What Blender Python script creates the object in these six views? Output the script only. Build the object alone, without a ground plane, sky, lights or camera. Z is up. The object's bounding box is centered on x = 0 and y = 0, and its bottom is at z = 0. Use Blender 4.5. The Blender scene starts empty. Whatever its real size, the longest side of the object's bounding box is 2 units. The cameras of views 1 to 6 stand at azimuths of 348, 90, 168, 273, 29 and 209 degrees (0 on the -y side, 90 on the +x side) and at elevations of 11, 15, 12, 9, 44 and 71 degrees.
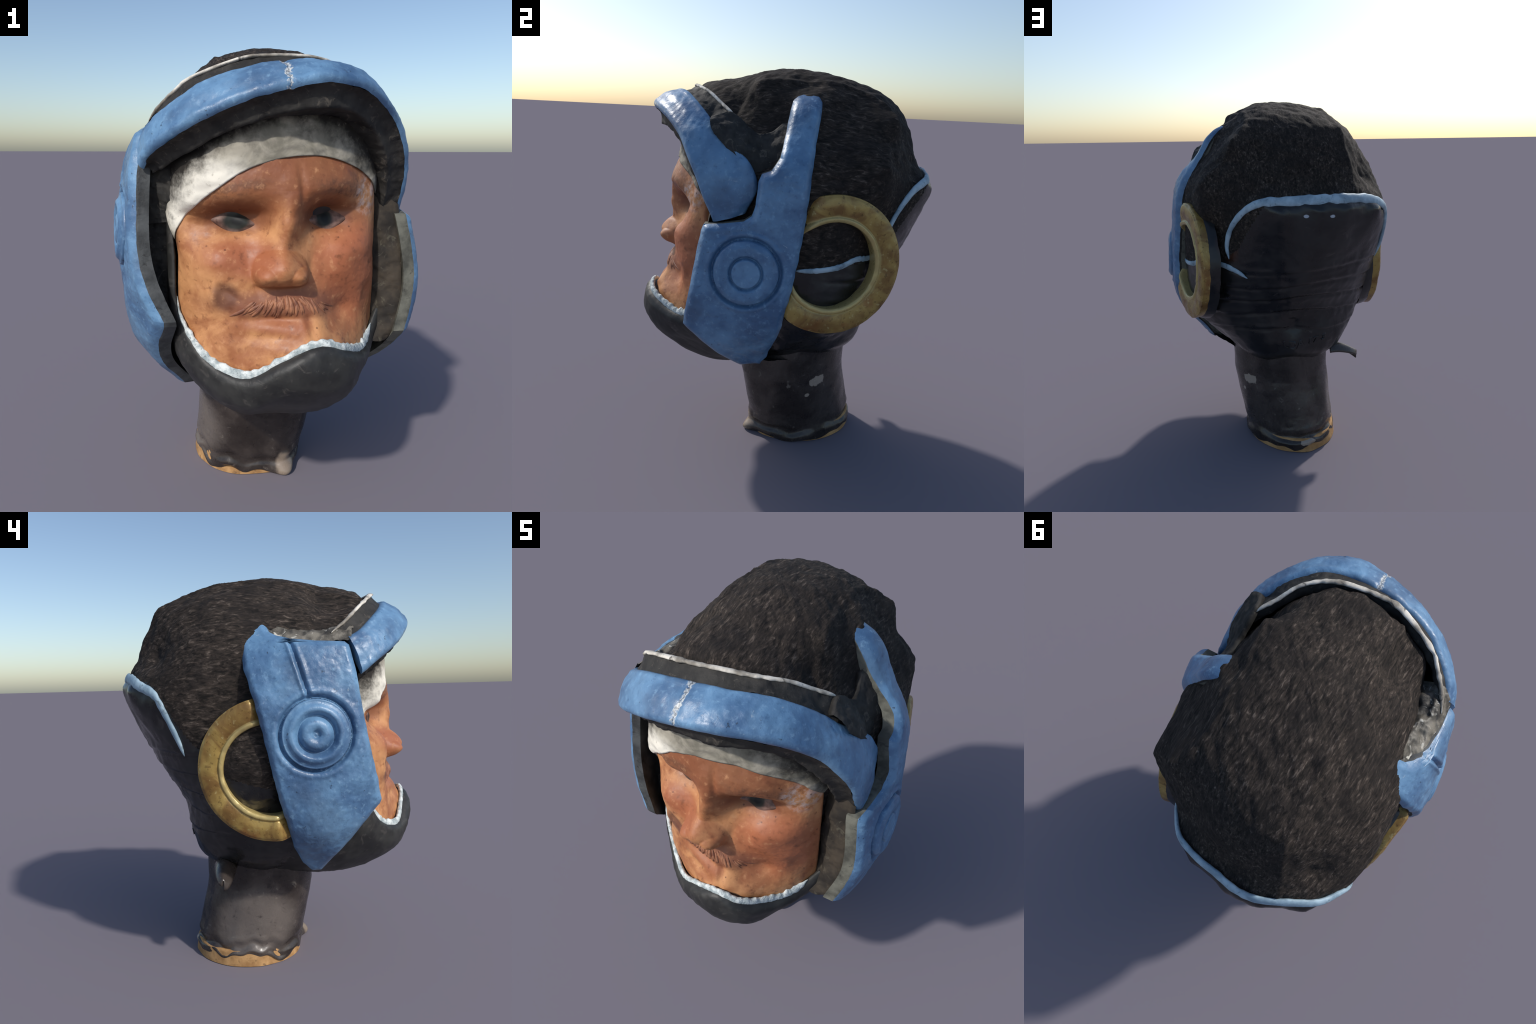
import bpy, math, random
import numpy as np
from mathutils import Vector, noise

random.seed(7)
RNG = np.random.default_rng(7)

# ------------------------------------------------------------------ helpers
def rbf(pts, vals, k=0.08, smooth=1e-4):
    """Smooth interpolation through hand-placed control points."""
    P = np.asarray(pts, float); v = np.asarray(vals, float)
    phi = lambda d2: np.sqrt(d2 + k * k)
    D = ((P[:, None] - P[None]) ** 2).sum(2)
    n, d = P.shape
    A = np.zeros((n + d + 1, n + d + 1))
    A[:n, :n] = phi(D) - smooth * np.eye(n)
    Q = np.c_[np.ones(n), P]
    A[:n, n:] = Q; A[n:, :n] = Q.T
    w = np.linalg.solve(A, np.r_[v, np.zeros(d + 1)])
    def f(X):
        X = np.asarray(X, float); sh = X.shape[:-1]; X = X.reshape(-1, d)
        out = np.empty(len(X))
        for i in range(0, len(X), 20000):
            x = X[i:i + 20000]
            d2 = ((x[:, None] - P[None]) ** 2).sum(2)
            out[i:i + 20000] = phi(d2) @ w[:n] + np.c_[np.ones(len(x)), x] @ w[n:]
        return out.reshape(sh)
    return f

def catmull(P, n, closed=False):
    P = np.asarray(P, float); m = len(P)
    t = np.linspace(0, m if closed else m - 1, n, endpoint=not closed)
    i = np.floor(t).astype(int)
    if not closed: i = np.minimum(i, m - 2)
    u = (t - i)[:, None]
    g = (lambda j: P[j % m]) if closed else (lambda j: P[np.clip(j, 0, m - 1)])
    a, b, c, d = g(i - 1), g(i), g(i + 1), g(i + 2)
    if not closed:
        a = np.where((i == 0)[:, None], 2 * b - c, a)
        d = np.where((i == m - 2)[:, None], 2 * c - b, d)
    return .5 * (2 * b + (c - a) * u + (2 * a - 5 * b + 4 * c - d) * u ** 2 + (3 * b - a - 3 * c + d) * u ** 3)

def smoothstep(a, b, x):
    t = np.clip((x - a) / (b - a), 0, 1); return t * t * (3 - 2 * t)

def fnoise(P, scale, seed=0.0, octaves=3):
    """fractal noise per point, -1..1"""
    P = np.asarray(P, float); sh = P.shape[:-1]
    s = np.broadcast_to(np.asarray(scale, float), (3,))
    Q = P.reshape(-1, 3) * s + seed
    out = np.array([noise.fractal(Vector(q), 0.9, 2.0, octaves, noise_basis='PERLIN_ORIGINAL') for q in Q])
    return out.reshape(sh)

def make_obj(name, verts, faces, mat, parent=None, smooth=True, mats=None, midx=None):
    me = bpy.data.meshes.new(name)
    me.from_pydata([tuple(v) for v in verts], [], [tuple(f) for f in faces])
    for m in (mats or [mat]): me.materials.append(m)
    if midx is not None: me.polygons.foreach_set('material_index', np.asarray(midx, dtype=np.int32))
    if smooth: me.polygons.foreach_set('use_smooth', np.ones(len(me.polygons), dtype=bool))
    me.update()
    ob = bpy.data.objects.new(name, me)
    bpy.context.scene.collection.objects.link(ob)
    if parent is not None: ob.parent = parent
    return ob

def grid_faces(nu, nv, cu=False, cv=False):
    F = []
    for i in range(nu if cu else nu - 1):
        for j in range(nv if cv else nv - 1):
            a = i * nv + j; b = ((i + 1) % nu) * nv + j
            c = ((i + 1) % nu) * nv + (j + 1) % nv; d = i * nv + (j + 1) % nv
            F.append((a, b, c, d))
    return F

def grid_obj(name, G, mat, parent, cu=False, cv=False, caps=False):
    nu, nv = G.shape[:2]
    V = list(G.reshape(-1, 3)); F = grid_faces(nu, nv, cu, cv)
    if caps:                       # close both u ends with fans
        for i, flip in ((0, False), (nu - 1, True)):
            c = len(V); V.append(G[i].mean(0))
            for j in range(nv):
                t = (c, i * nv + j, i * nv + (j + 1) % nv)
                F.append(t[::-1] if flip else t)
    ob = make_obj(name, V, F, mat, parent)
    fix_normals(ob)
    return ob

def fix_normals(ob):
    import bmesh
    bm = bmesh.new(); bm.from_mesh(ob.data)
    bmesh.ops.recalc_face_normals(bm, faces=bm.faces[:])
    bm.to_mesh(ob.data); bm.free()

def frames(path):
    T = np.gradient(path, axis=0); T /= np.linalg.norm(T, axis=1)[:, None]
    return T

def sweep(name, ctrl, n, width, height, up, mat, parent, ns=12, rough=0.0, seed=0, taper=0.06, closed=False):
    """flattened tube along a path; `up` gives the outward direction per point (function)"""
    path = catmull(ctrl, n, closed); T = frames(path)
    U = np.array([up(p) for p in path]); U -= (U * T).sum(1)[:, None] * T
    U /= np.linalg.norm(U, axis=1)[:, None]; S = np.cross(T, U)
    a = np.linspace(0, 2 * np.pi, ns, endpoint=False)
    t = np.linspace(0, 1, n)
    tp = np.sqrt(np.clip(np.minimum(t, 1 - t) / taper, 0.02, 1)) if not closed else np.ones(n)
    w = np.interp(t, np.linspace(0, 1, len(np.atleast_1d(width))), np.atleast_1d(width)) * tp
    h = np.interp(t, np.linspace(0, 1, len(np.atleast_1d(height))), np.atleast_1d(height)) * tp
    if rough:
        k = np.array([noise.noise(Vector((x * 40, seed, 0))) for x in t])
        w = w * (1 + rough * k); 
    G = path[:, None] + S[:, None] * (w[:, None] * np.cos(a))[..., None] + U[:, None] * (h[:, None] * np.sin(a))[..., None]
    if rough:
        G = G + (fnoise(G, 45, seed) * rough * .25 * np.minimum(w, h)[:, None])[..., None] * U[:, None]
    return grid_obj(name, G, mat, parent, cu=closed, cv=True, caps=not closed)

# ------------------------------------------------------------------ materials
class NT:
    def __init__(s, name):
        s.m = bpy.data.materials.new(name); s.m.use_nodes = True
        s.t = s.m.node_tree; s.b = s.t.nodes['Principled BSDF']
        s.co = s.t.nodes.new('ShaderNodeTexCoord').outputs['Object']
    def n(s, typ, **kw):
        x = s.t.nodes.new(typ)
        for k, v in kw.items(): setattr(x, k, v)
        return x
    def link(s, a, b): s.t.links.new(a, b)
    def put(s, sock, v):
        if hasattr(v, 'is_linked') or hasattr(v, 'links'): s.link(v, sock)
        else: sock.default_value = v
    def mapped(s, scale=(1, 1, 1), rot=(0, 0, 0), loc=(0, 0, 0)):
        m = s.n('ShaderNodeMapping'); s.link(s.co, m.inputs['Vector'])
        m.inputs['Scale'].default_value = scale; m.inputs['Rotation'].default_value = rot
        m.inputs['Location'].default_value = loc
        return m.outputs['Vector']
    def noise(s, scale, detail=4, rough=.55, vec=None, dist=0.0):
        x = s.n('ShaderNodeTexNoise'); s.link(vec or s.co, x.inputs['Vector'])
        x.inputs['Scale'].default_value = scale; x.inputs['Detail'].default_value = detail
        x.inputs['Roughness'].default_value = rough; x.inputs['Distortion'].default_value = dist
        return x.outputs['Fac']
    def voronoi(s, scale, vec=None, feature='F1'):
        x = s.n('ShaderNodeTexVoronoi', feature=feature); s.link(vec or s.co, x.inputs['Vector'])
        x.inputs['Scale'].default_value = scale
        return x.outputs['Distance']
    def math(s, op, a, b=0.0, c=0.0, clamp=False):
        x = s.n('ShaderNodeMath', operation=op, use_clamp=clamp)
        s.put(x.inputs[0], a); s.put(x.inputs[1], b); s.put(x.inputs[2], c)
        return x.outputs[0]
    def ramp(s, fac, a, b, lo=0.0, hi=1.0):
        x = s.n('ShaderNodeMapRange', interpolation_type='SMOOTHSTEP')
        s.put(x.inputs['Value'], fac)
        x.inputs['From Min'].default_value = a; x.inputs['From Max'].default_value = b
        x.inputs['To Min'].default_value = lo; x.inputs['To Max'].default_value = hi
        return x.outputs['Result']
    def blob(s, c, r, wob=0.0, wscale=20, soft=.5, rot=(0, 0, 0)):
        """1 inside an ellipsoid, falling to 0 outside"""
        v = s.n('ShaderNodeVectorMath', operation='SUBTRACT'); s.link(s.co, v.inputs[0]); v.inputs[1].default_value = c
        o = v.outputs[0]
        if any(rot):
            q = s.n('ShaderNodeVectorRotate', rotation_type='EULER_XYZ'); s.link(o, q.inputs['Vector'])
            q.inputs['Rotation'].default_value = rot; o = q.outputs[0]
        d = s.n('ShaderNodeVectorMath', operation='DIVIDE'); s.link(o, d.inputs[0]); d.inputs[1].default_value = r
        l = s.n('ShaderNodeVectorMath', operation='LENGTH'); s.link(d.outputs[0], l.inputs[0])
        L = l.outputs['Value']
        if wob: L = s.math('ADD', L, s.math('MULTIPLY', s.math('SUBTRACT', s.noise(wscale), .5), wob))
        return s.ramp(L, 1 + soft / 2, 1 - soft / 2)
    def mix(s, fac, a, b):
        x = s.n('ShaderNodeMix', data_type='RGBA')
        s.put(x.inputs[0], fac)
        for sock, v in ((x.inputs[6], a), (x.inputs[7], b)):
            if isinstance(v, tuple): sock.default_value = (*v, 1)
            else: s.link(v, sock)
        return x.outputs[2]
    def out(s, col, rough=.6, bump=None, bstr=.3, bdist=.01, spec=.5, coat=0.0):
        if isinstance(col, tuple): s.b.inputs['Base Color'].default_value = (*col, 1)
        else: s.link(col, s.b.inputs['Base Color'])
        s.put(s.b.inputs['Roughness'], rough)
        s.b.inputs['Specular IOR Level'].default_value = spec
        s.b.inputs['Coat Weight'].default_value = coat
        if bump is not None:
            x = s.n('ShaderNodeBump'); s.link(bump, x.inputs['Height'])
            x.inputs['Strength'].default_value = bstr; x.inputs['Distance'].default_value = bdist
            s.link(x.outputs[0], s.b.inputs['Normal'])
        return s.m

def rgb(r, g, b):
    f = lambda c: (c / 255 / 12.92) if c / 255 <= .04045 else ((c / 255 + .055) / 1.055) ** 2.4
    return (f(r), f(g), f(b))

def mat_blue(name='blue_paint', seam=False):
    k = NT(name)
    big = k.noise(5, 3); fine = k.noise(38, 5, .65); grit = k.noise(120, 2)
    c = k.mix(k.ramp(big, .35, .68), rgb(70, 102, 138), rgb(104, 143, 178))
    c = k.mix(k.ramp(fine, .52, .75, 0, .55), c, rgb(132, 170, 200))
    c = k.mix(k.ramp(fine, .45, .25, 0, .55), c, rgb(54, 82, 118))
    spots = k.math('MULTIPLY', k.ramp(k.noise(60, 2), .66, .74), k.ramp(k.noise(9, 2), .5, .62))
    c = k.mix(k.math('MULTIPLY', spots, .7), c, rgb(40, 48, 62))
    scuff = k.math('MULTIPLY', k.ramp(k.noise(26, 3, .6, dist=1.0), .66, .73), k.ramp(k.noise(6, 1), .48, .6))
    c = k.mix(k.math('MULTIPLY', scuff, .5), c, rgb(170, 186, 200))
    g = k.n('ShaderNodeNewGeometry').outputs['Pointiness']
    c = k.mix(k.math('MULTIPLY', k.ramp(g, .53, .60), k.ramp(fine, .35, .6, .1, .6)), c, rgb(168, 184, 196))
    c = k.mix(k.math('MULTIPLY', k.ramp(k.noise(3.2, 4, .6), .52, .68), .45), c, rgb(66, 84, 108))
    h = k.math('ADD', fine, k.math('MULTIPLY', grit, .4))
    if seam:
        sx = k.n('ShaderNodeSeparateXYZ'); k.link(k.co, sx.inputs[0])
        w = k.math('ADD', sx.outputs['X'], k.math('MULTIPLY', k.math('SUBTRACT', k.noise(22, 4, .7), .5), .055))
        d = k.math('ABSOLUTE', k.math('ADD', w, k.math('MULTIPLY', k.math('SUBTRACT', sx.outputs['Z'], 1.8), .25)))
        d = k.math('ABSOLUTE', k.math('ADD', k.math('MULTIPLY', d, 1.0), 0.0))
        d = k.math('ABSOLUTE', k.math('ADD', w, .045))
        m = k.math('MULTIPLY', k.ramp(d, .013, .004), k.ramp(k.noise(70, 3), .38, .52))
        c = k.mix(m, c, rgb(196, 200, 200))
        c = k.mix(k.ramp(d, .004, .001, 0, .7), c, rgb(60, 70, 84))
        h = k.math('ADD', h, k.math('MULTIPLY', m, .8))
    return k.out(c, k.ramp(fine, .3, .7, .3, .48), h, .28, .006, .5)

def mat_fur():
    k = NT('dark_fur')
    v = k.mapped((80, 17, 52), (0, 0, math.radians(-34)))
    a = k.noise(1.0, 6, .68, v, .8)
    v2 = k.mapped((120, 30, 90), (.2, .1, math.radians(-28)))
    b = k.noise(1.0, 4, .6, v2, .5)
    big = k.noise(7, 3)
    s = k.math('ADD', k.math('MULTIPLY', a, .65), k.math('MULTIPLY', b, .35))
    c = k.mix(k.ramp(s, .38, .56), rgb(23, 21, 19), rgb(55, 48, 43))
    c = k.mix(k.ramp(s, .53, .67, 0, .9), c, rgb(108, 97, 88))
    c = k.mix(k.ramp(big, .55, .35, 0, .55), c, rgb(30, 27, 26))
    return k.out(c, .85, s, .5, .009, .2)

def mat_shell():
    k = NT('black_paint')
    a = k.noise(9, 4); b = k.noise(40, 3)
    c = k.mix(k.ramp(a, .35, .7), rgb(24, 24, 25), rgb(38, 38, 38))
    c = k.mix(k.math('MULTIPLY', k.ramp(k.noise(14, 4, .6, dist=.8), .62, .74), .55), c, rgb(74, 70, 66))
    c = k.mix(k.blob((.335, .475, 1.27), (.07, .05, .10), .6, 14, .6), c, rgb(62, 38, 26))
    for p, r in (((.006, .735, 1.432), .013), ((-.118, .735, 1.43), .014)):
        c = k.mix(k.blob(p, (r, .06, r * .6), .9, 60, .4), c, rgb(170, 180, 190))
    return k.out(c, k.ramp(a, .3, .7, .22, .42), k.math('ADD', a, k.math('MULTIPLY', b, .3)), .25, .012, .5)

def mat_plain(name, c1, c2, scale=12, rough=.6, bstr=.3, bd=.006, c3=None, spec=.4):
    k = NT(name)
    a = k.noise(scale, 5, .6); b = k.noise(scale * 5, 3)
    c = k.mix(k.ramp(a, .35, .66), c1, c2)
    if c3: c = k.mix(k.math('MULTIPLY', k.ramp(k.noise(scale * 1.7, 4, .65, dist=1.2), .58, .70), .8), c, c3)
    return k.out(c, rough, k.math('ADD', a, k.math('MULTIPLY', b, .4)), bstr, bd, spec)

def mat_gold(c, n):
    k = NT('tarnished_gold_paint'); ctr_, nor = c, n
    a = k.noise(9, 5, .6, dist=.8); b = k.noise(45, 4)
    c = k.mix(k.ramp(a, .36, .62), rgb(128, 96, 52), rgb(168, 140, 78))
    c = k.mix(k.ramp(k.noise(6, 3), .52, .68, 0, .75), c, rgb(132, 84, 44))
    c = k.mix(k.math('MULTIPLY', k.ramp(b, .6, .72), .5), c, rgb(200, 184, 128))
    c = k.mix(k.math('MULTIPLY', k.ramp(b, .42, .3), .5), c, rgb(80, 60, 36))
    # paler lip round the hole: distance from the ring's own axis
    v = k.n('ShaderNodeVectorMath', operation='SUBTRACT'); k.link(k.co, v.inputs[0]); v.inputs[1].default_value = ctr_
    x = k.n('ShaderNodeVectorMath', operation='CROSS_PRODUCT'); k.link(v.outputs[0], x.inputs[0]); x.inputs[1].default_value = nor
    l = k.n('ShaderNodeVectorMath', operation='LENGTH'); k.link(x.outputs[0], l.inputs[0])
    r = k.math('ADD', l.outputs['Value'], k.math('MULTIPLY', k.math('SUBTRACT', a, .5), .02))
    c = k.mix(k.ramp(r, .235, .222, 0, .6), c, rgb(206, 188, 128))
    k.b.inputs['Metallic'].default_value = .25
    return k.out(c, k.ramp(b, .3, .7, .26, .42), k.math('ADD', a, k.math('MULTIPLY', b, .4)), .3, .006, .5)

def mat_skin(name='painted_skin', dark=0.0):
    k = NT(name)
    a = k.noise(7, 5, .6, dist=.6); b = k.noise(28, 5, .65); d = k.noise(90, 3)
    c = k.mix(k.ramp(a, .34, .66), rgb(156, 98, 63), rgb(198, 142, 95))
    c = k.mix(k.blob((.27, -.5, 1.10), (.2, .3, .2), .5, 10, .9), c, rgb(166, 100, 68))
    c = k.mix(k.blob((-.18, -.6, 1.17), (.15, .3, .07), .5, 12, .9), c, rgb(160, 96, 64))
    # darker brown brow, forehead and sockets
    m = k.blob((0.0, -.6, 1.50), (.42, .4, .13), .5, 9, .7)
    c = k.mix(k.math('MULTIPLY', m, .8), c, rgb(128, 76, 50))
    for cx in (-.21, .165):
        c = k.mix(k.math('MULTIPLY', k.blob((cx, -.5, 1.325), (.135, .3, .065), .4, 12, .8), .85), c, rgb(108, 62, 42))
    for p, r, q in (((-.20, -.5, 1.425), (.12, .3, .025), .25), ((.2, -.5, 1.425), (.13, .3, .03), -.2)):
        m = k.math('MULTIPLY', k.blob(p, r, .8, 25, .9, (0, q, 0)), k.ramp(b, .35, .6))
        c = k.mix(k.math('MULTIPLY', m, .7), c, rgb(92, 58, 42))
    m = k.math('MULTIPLY', k.blob((.335, -.45, 1.39), (.06, .2, .07), .9, 22, .8), k.ramp(b, .42, .6))
    c = k.mix(k.math('MULTIPLY', m, .7), c, rgb(190, 174, 170))
    # moustache stain and lips
    m = k.blob((-.05, -.62, 1.00), (.27, .4, .055), .7, 14, .8)
    c = k.mix(k.math('MULTIPLY', m, .8), c, rgb(124, 76, 58))
    m = k.blob((-.25, -.58, 1.03), (.05, .3, .05), .7, 18, .8)
    c = k.mix(k.math('MULTIPLY', m, .8), c, rgb(104, 66, 52))
    m = k.blob((-.07, -.64, .925), (.11, .3, .03), .5, 20, .9)
    c = k.mix(k.math('MULTIPLY', m, .75), c, rgb(150, 88, 60))
    # pale scuffs, moles and brush grain
    c = k.mix(k.math('MULTIPLY', k.ramp(b, .54, .76), .55), c, rgb(208, 154, 110))
    c = k.mix(k.math('MULTIPLY', k.ramp(b, .46, .28), .7), c, rgb(118, 70, 46))
    sp = k.math('MULTIPLY', k.ramp(k.voronoi(22), .13, .06), k.ramp(k.noise(11, 1), .46, .54))
    c = k.mix(k.math('MULTIPLY', sp, .75), c, rgb(88, 50, 34))
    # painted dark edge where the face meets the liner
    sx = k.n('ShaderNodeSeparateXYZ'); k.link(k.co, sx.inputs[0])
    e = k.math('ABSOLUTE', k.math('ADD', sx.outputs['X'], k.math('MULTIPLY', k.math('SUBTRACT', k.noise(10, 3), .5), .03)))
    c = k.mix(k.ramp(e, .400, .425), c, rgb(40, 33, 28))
    if dark: c = k.mix(dark, c, rgb(112, 70, 52))
    return k.out(c, k.ramp(b, .3, .7, .42, .6), k.math('ADD', b, k.math('MULTIPLY', d, .4)), .16, .006, .4)

def mat_eye(iris, rad):
    k = NT('painted_eye')
    n = k.noise(40, 3)
    c = k.mix(k.ramp(n, .35, .65), rgb(92, 70, 62), rgb(128, 101, 91))
    c = k.mix(k.blob(iris, rad, .4, 30, .6), c, rgb(40, 43, 39))
    c = k.mix(k.blob((iris[0] + .004, iris[1], iris[2]), (rad[0] * .45, .3, rad[2] * .5), .3, 30, .7), c, rgb(22, 24, 25))
    return k.out(c, .5, n, .1, .003, .3)

def mat_cloth():
    k = NT('white_cloth')
    a = k.noise(9, 5, .6, dist=.7); b = k.noise(60, 4)
    c = k.mix(k.ramp(a, .36, .64), rgb(124, 120, 108), rgb(164, 158, 144))  # white cloth greyed with the brim's baked shadow; left corner kept bright below
    c = k.mix(k.blob((-.34, -.52, 1.40), (.21, .3, .15), .5, 9, .5), c, rgb(226, 221, 208))
    # dark fade along the top and left end of the cloth
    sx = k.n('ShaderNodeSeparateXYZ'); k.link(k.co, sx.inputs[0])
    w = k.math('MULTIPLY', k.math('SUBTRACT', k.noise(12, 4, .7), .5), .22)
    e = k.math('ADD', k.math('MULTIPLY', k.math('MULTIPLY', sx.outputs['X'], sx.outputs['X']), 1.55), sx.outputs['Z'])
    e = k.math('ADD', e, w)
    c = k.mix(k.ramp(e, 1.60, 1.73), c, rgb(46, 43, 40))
    edge = k.math('ADD', sx.outputs['X'], w)
    c = k.mix(k.ramp(edge, -.42, -.50), c, rgb(70, 66, 62))
    c = k.mix(k.math('MULTIPLY', k.ramp(b, .6, .7), .4), c, rgb(140, 132, 120))
    return k.out(c, .8, k.math('ADD', a, k.math('MULTIPLY', b, .3)), .35, .01, .2)

def mat_neck():
    k = NT('dark_taped_neck')
    a = k.noise(5, 5, .6, dist=.6); b = k.noise(24, 5, .65, dist=.5)
    c = k.mix(k.ramp(a, .36, .64), rgb(42, 36, 33), rgb(66, 59, 55))
    # sheen on the lit left flank, painted in as a grey patch
    m = k.blob((-.30, .09, .23), (.14, .24, .17), .55, 7, .7)
    c = k.mix(k.math('MULTIPLY', m, .7), c, rgb(112, 104, 98))
    c = k.mix(k.math('MULTIPLY', k.ramp(b, .62, .72), .6), c, rgb(132, 124, 114))
    c = k.mix(k.math('MULTIPLY', k.ramp(b, .42, .3), .6), c, rgb(28, 25, 24))
    # flakes where the paint has come off
    for p, r in (((.26, .24, .385), (.08, .075, .032)), ((.26, .165, .31), (.05, .014, .012)), ((-.08, .43, .06), (.05, .05, .02))):
        c = k.mix(k.blob(p, r, 1.3, 26, .08), c, rgb(150, 138, 126))
    c = k.mix(k.blob((.1, -.19, .05), (.05, .08, .06), .8, 20, .5), c, rgb(134, 120, 106))
    return k.out(c, k.ramp(b, .3, .7, .2, .36), k.math('ADD', a, b), .14, .012, .5)

BLUE = mat_blue(); BRIM_BLUE = mat_blue('blue_brim_paint', True)
FUR = mat_fur(); SHELL = mat_shell(); SKIN = mat_skin()
LINER = mat_plain('charcoal_liner', rgb(30, 29, 28), rgb(52, 50, 47), 14, .75, .4, .01, rgb(84, 78, 70))
GUARD = mat_plain('black_leather_paint', rgb(36, 36, 36), rgb(54, 54, 52), 10, .5, .3, .008, rgb(72, 69, 66))
INNER = mat_plain('grey_padding', rgb(66, 66, 60), rgb(108, 108, 98), 11, .75, .4, .01, rgb(44, 42, 40))
DARKPAD = mat_plain('dark_padding', rgb(44, 46, 47), rgb(72, 75, 76), 11, .6, .4, .01, rgb(30, 30, 31))
FLUFF = mat_plain('white_fleece', rgb(150, 162, 164), rgb(216, 222, 220), 30, .85, .6, .012, rgb(112, 118, 118))
TRIM = mat_plain('ivory_trim', rgb(128, 121, 110), rgb(222, 216, 204), 9, .7, .4, .008, rgb(60, 55, 50))
PIPING = mat_plain('pale_blue_piping', rgb(124, 148, 164), rgb(166, 190, 204), 12, .55, .25, .006, rgb(100, 116, 126))
CARD = mat_plain('bare_cardboard', rgb(150, 112, 70), rgb(186, 146, 98), 12, .85, .35, .008, rgb(112, 86, 58))
BROWNPAD = mat_plain('brown_grey_padding', rgb(38, 34, 30), rgb(66, 58, 48), 9, .8, .4, .01, rgb(84, 80, 68))
CRUMPLE = mat_plain('crumpled_grey_cloth', rgb(52, 49, 44), rgb(128, 122, 110), 11, .5, .5, .012, rgb(206, 202, 190))
NECK = mat_neck(); CLOTH = mat_cloth(); STACHE = mat_plain('moustache_skin', rgb(118, 74, 56), rgb(164, 112, 82), 22, .55, .25, .006, rgb(104, 64, 50))

# ------------------------------------------------------------------ the thing
root = bpy.data.objects.new('puppet_head', None)
bpy.context.scene.collection.objects.link(root)
root['label'] = 'moustached puppet head in blue flight helmet with fur cap'
root['category'] = 'puppet head'

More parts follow.
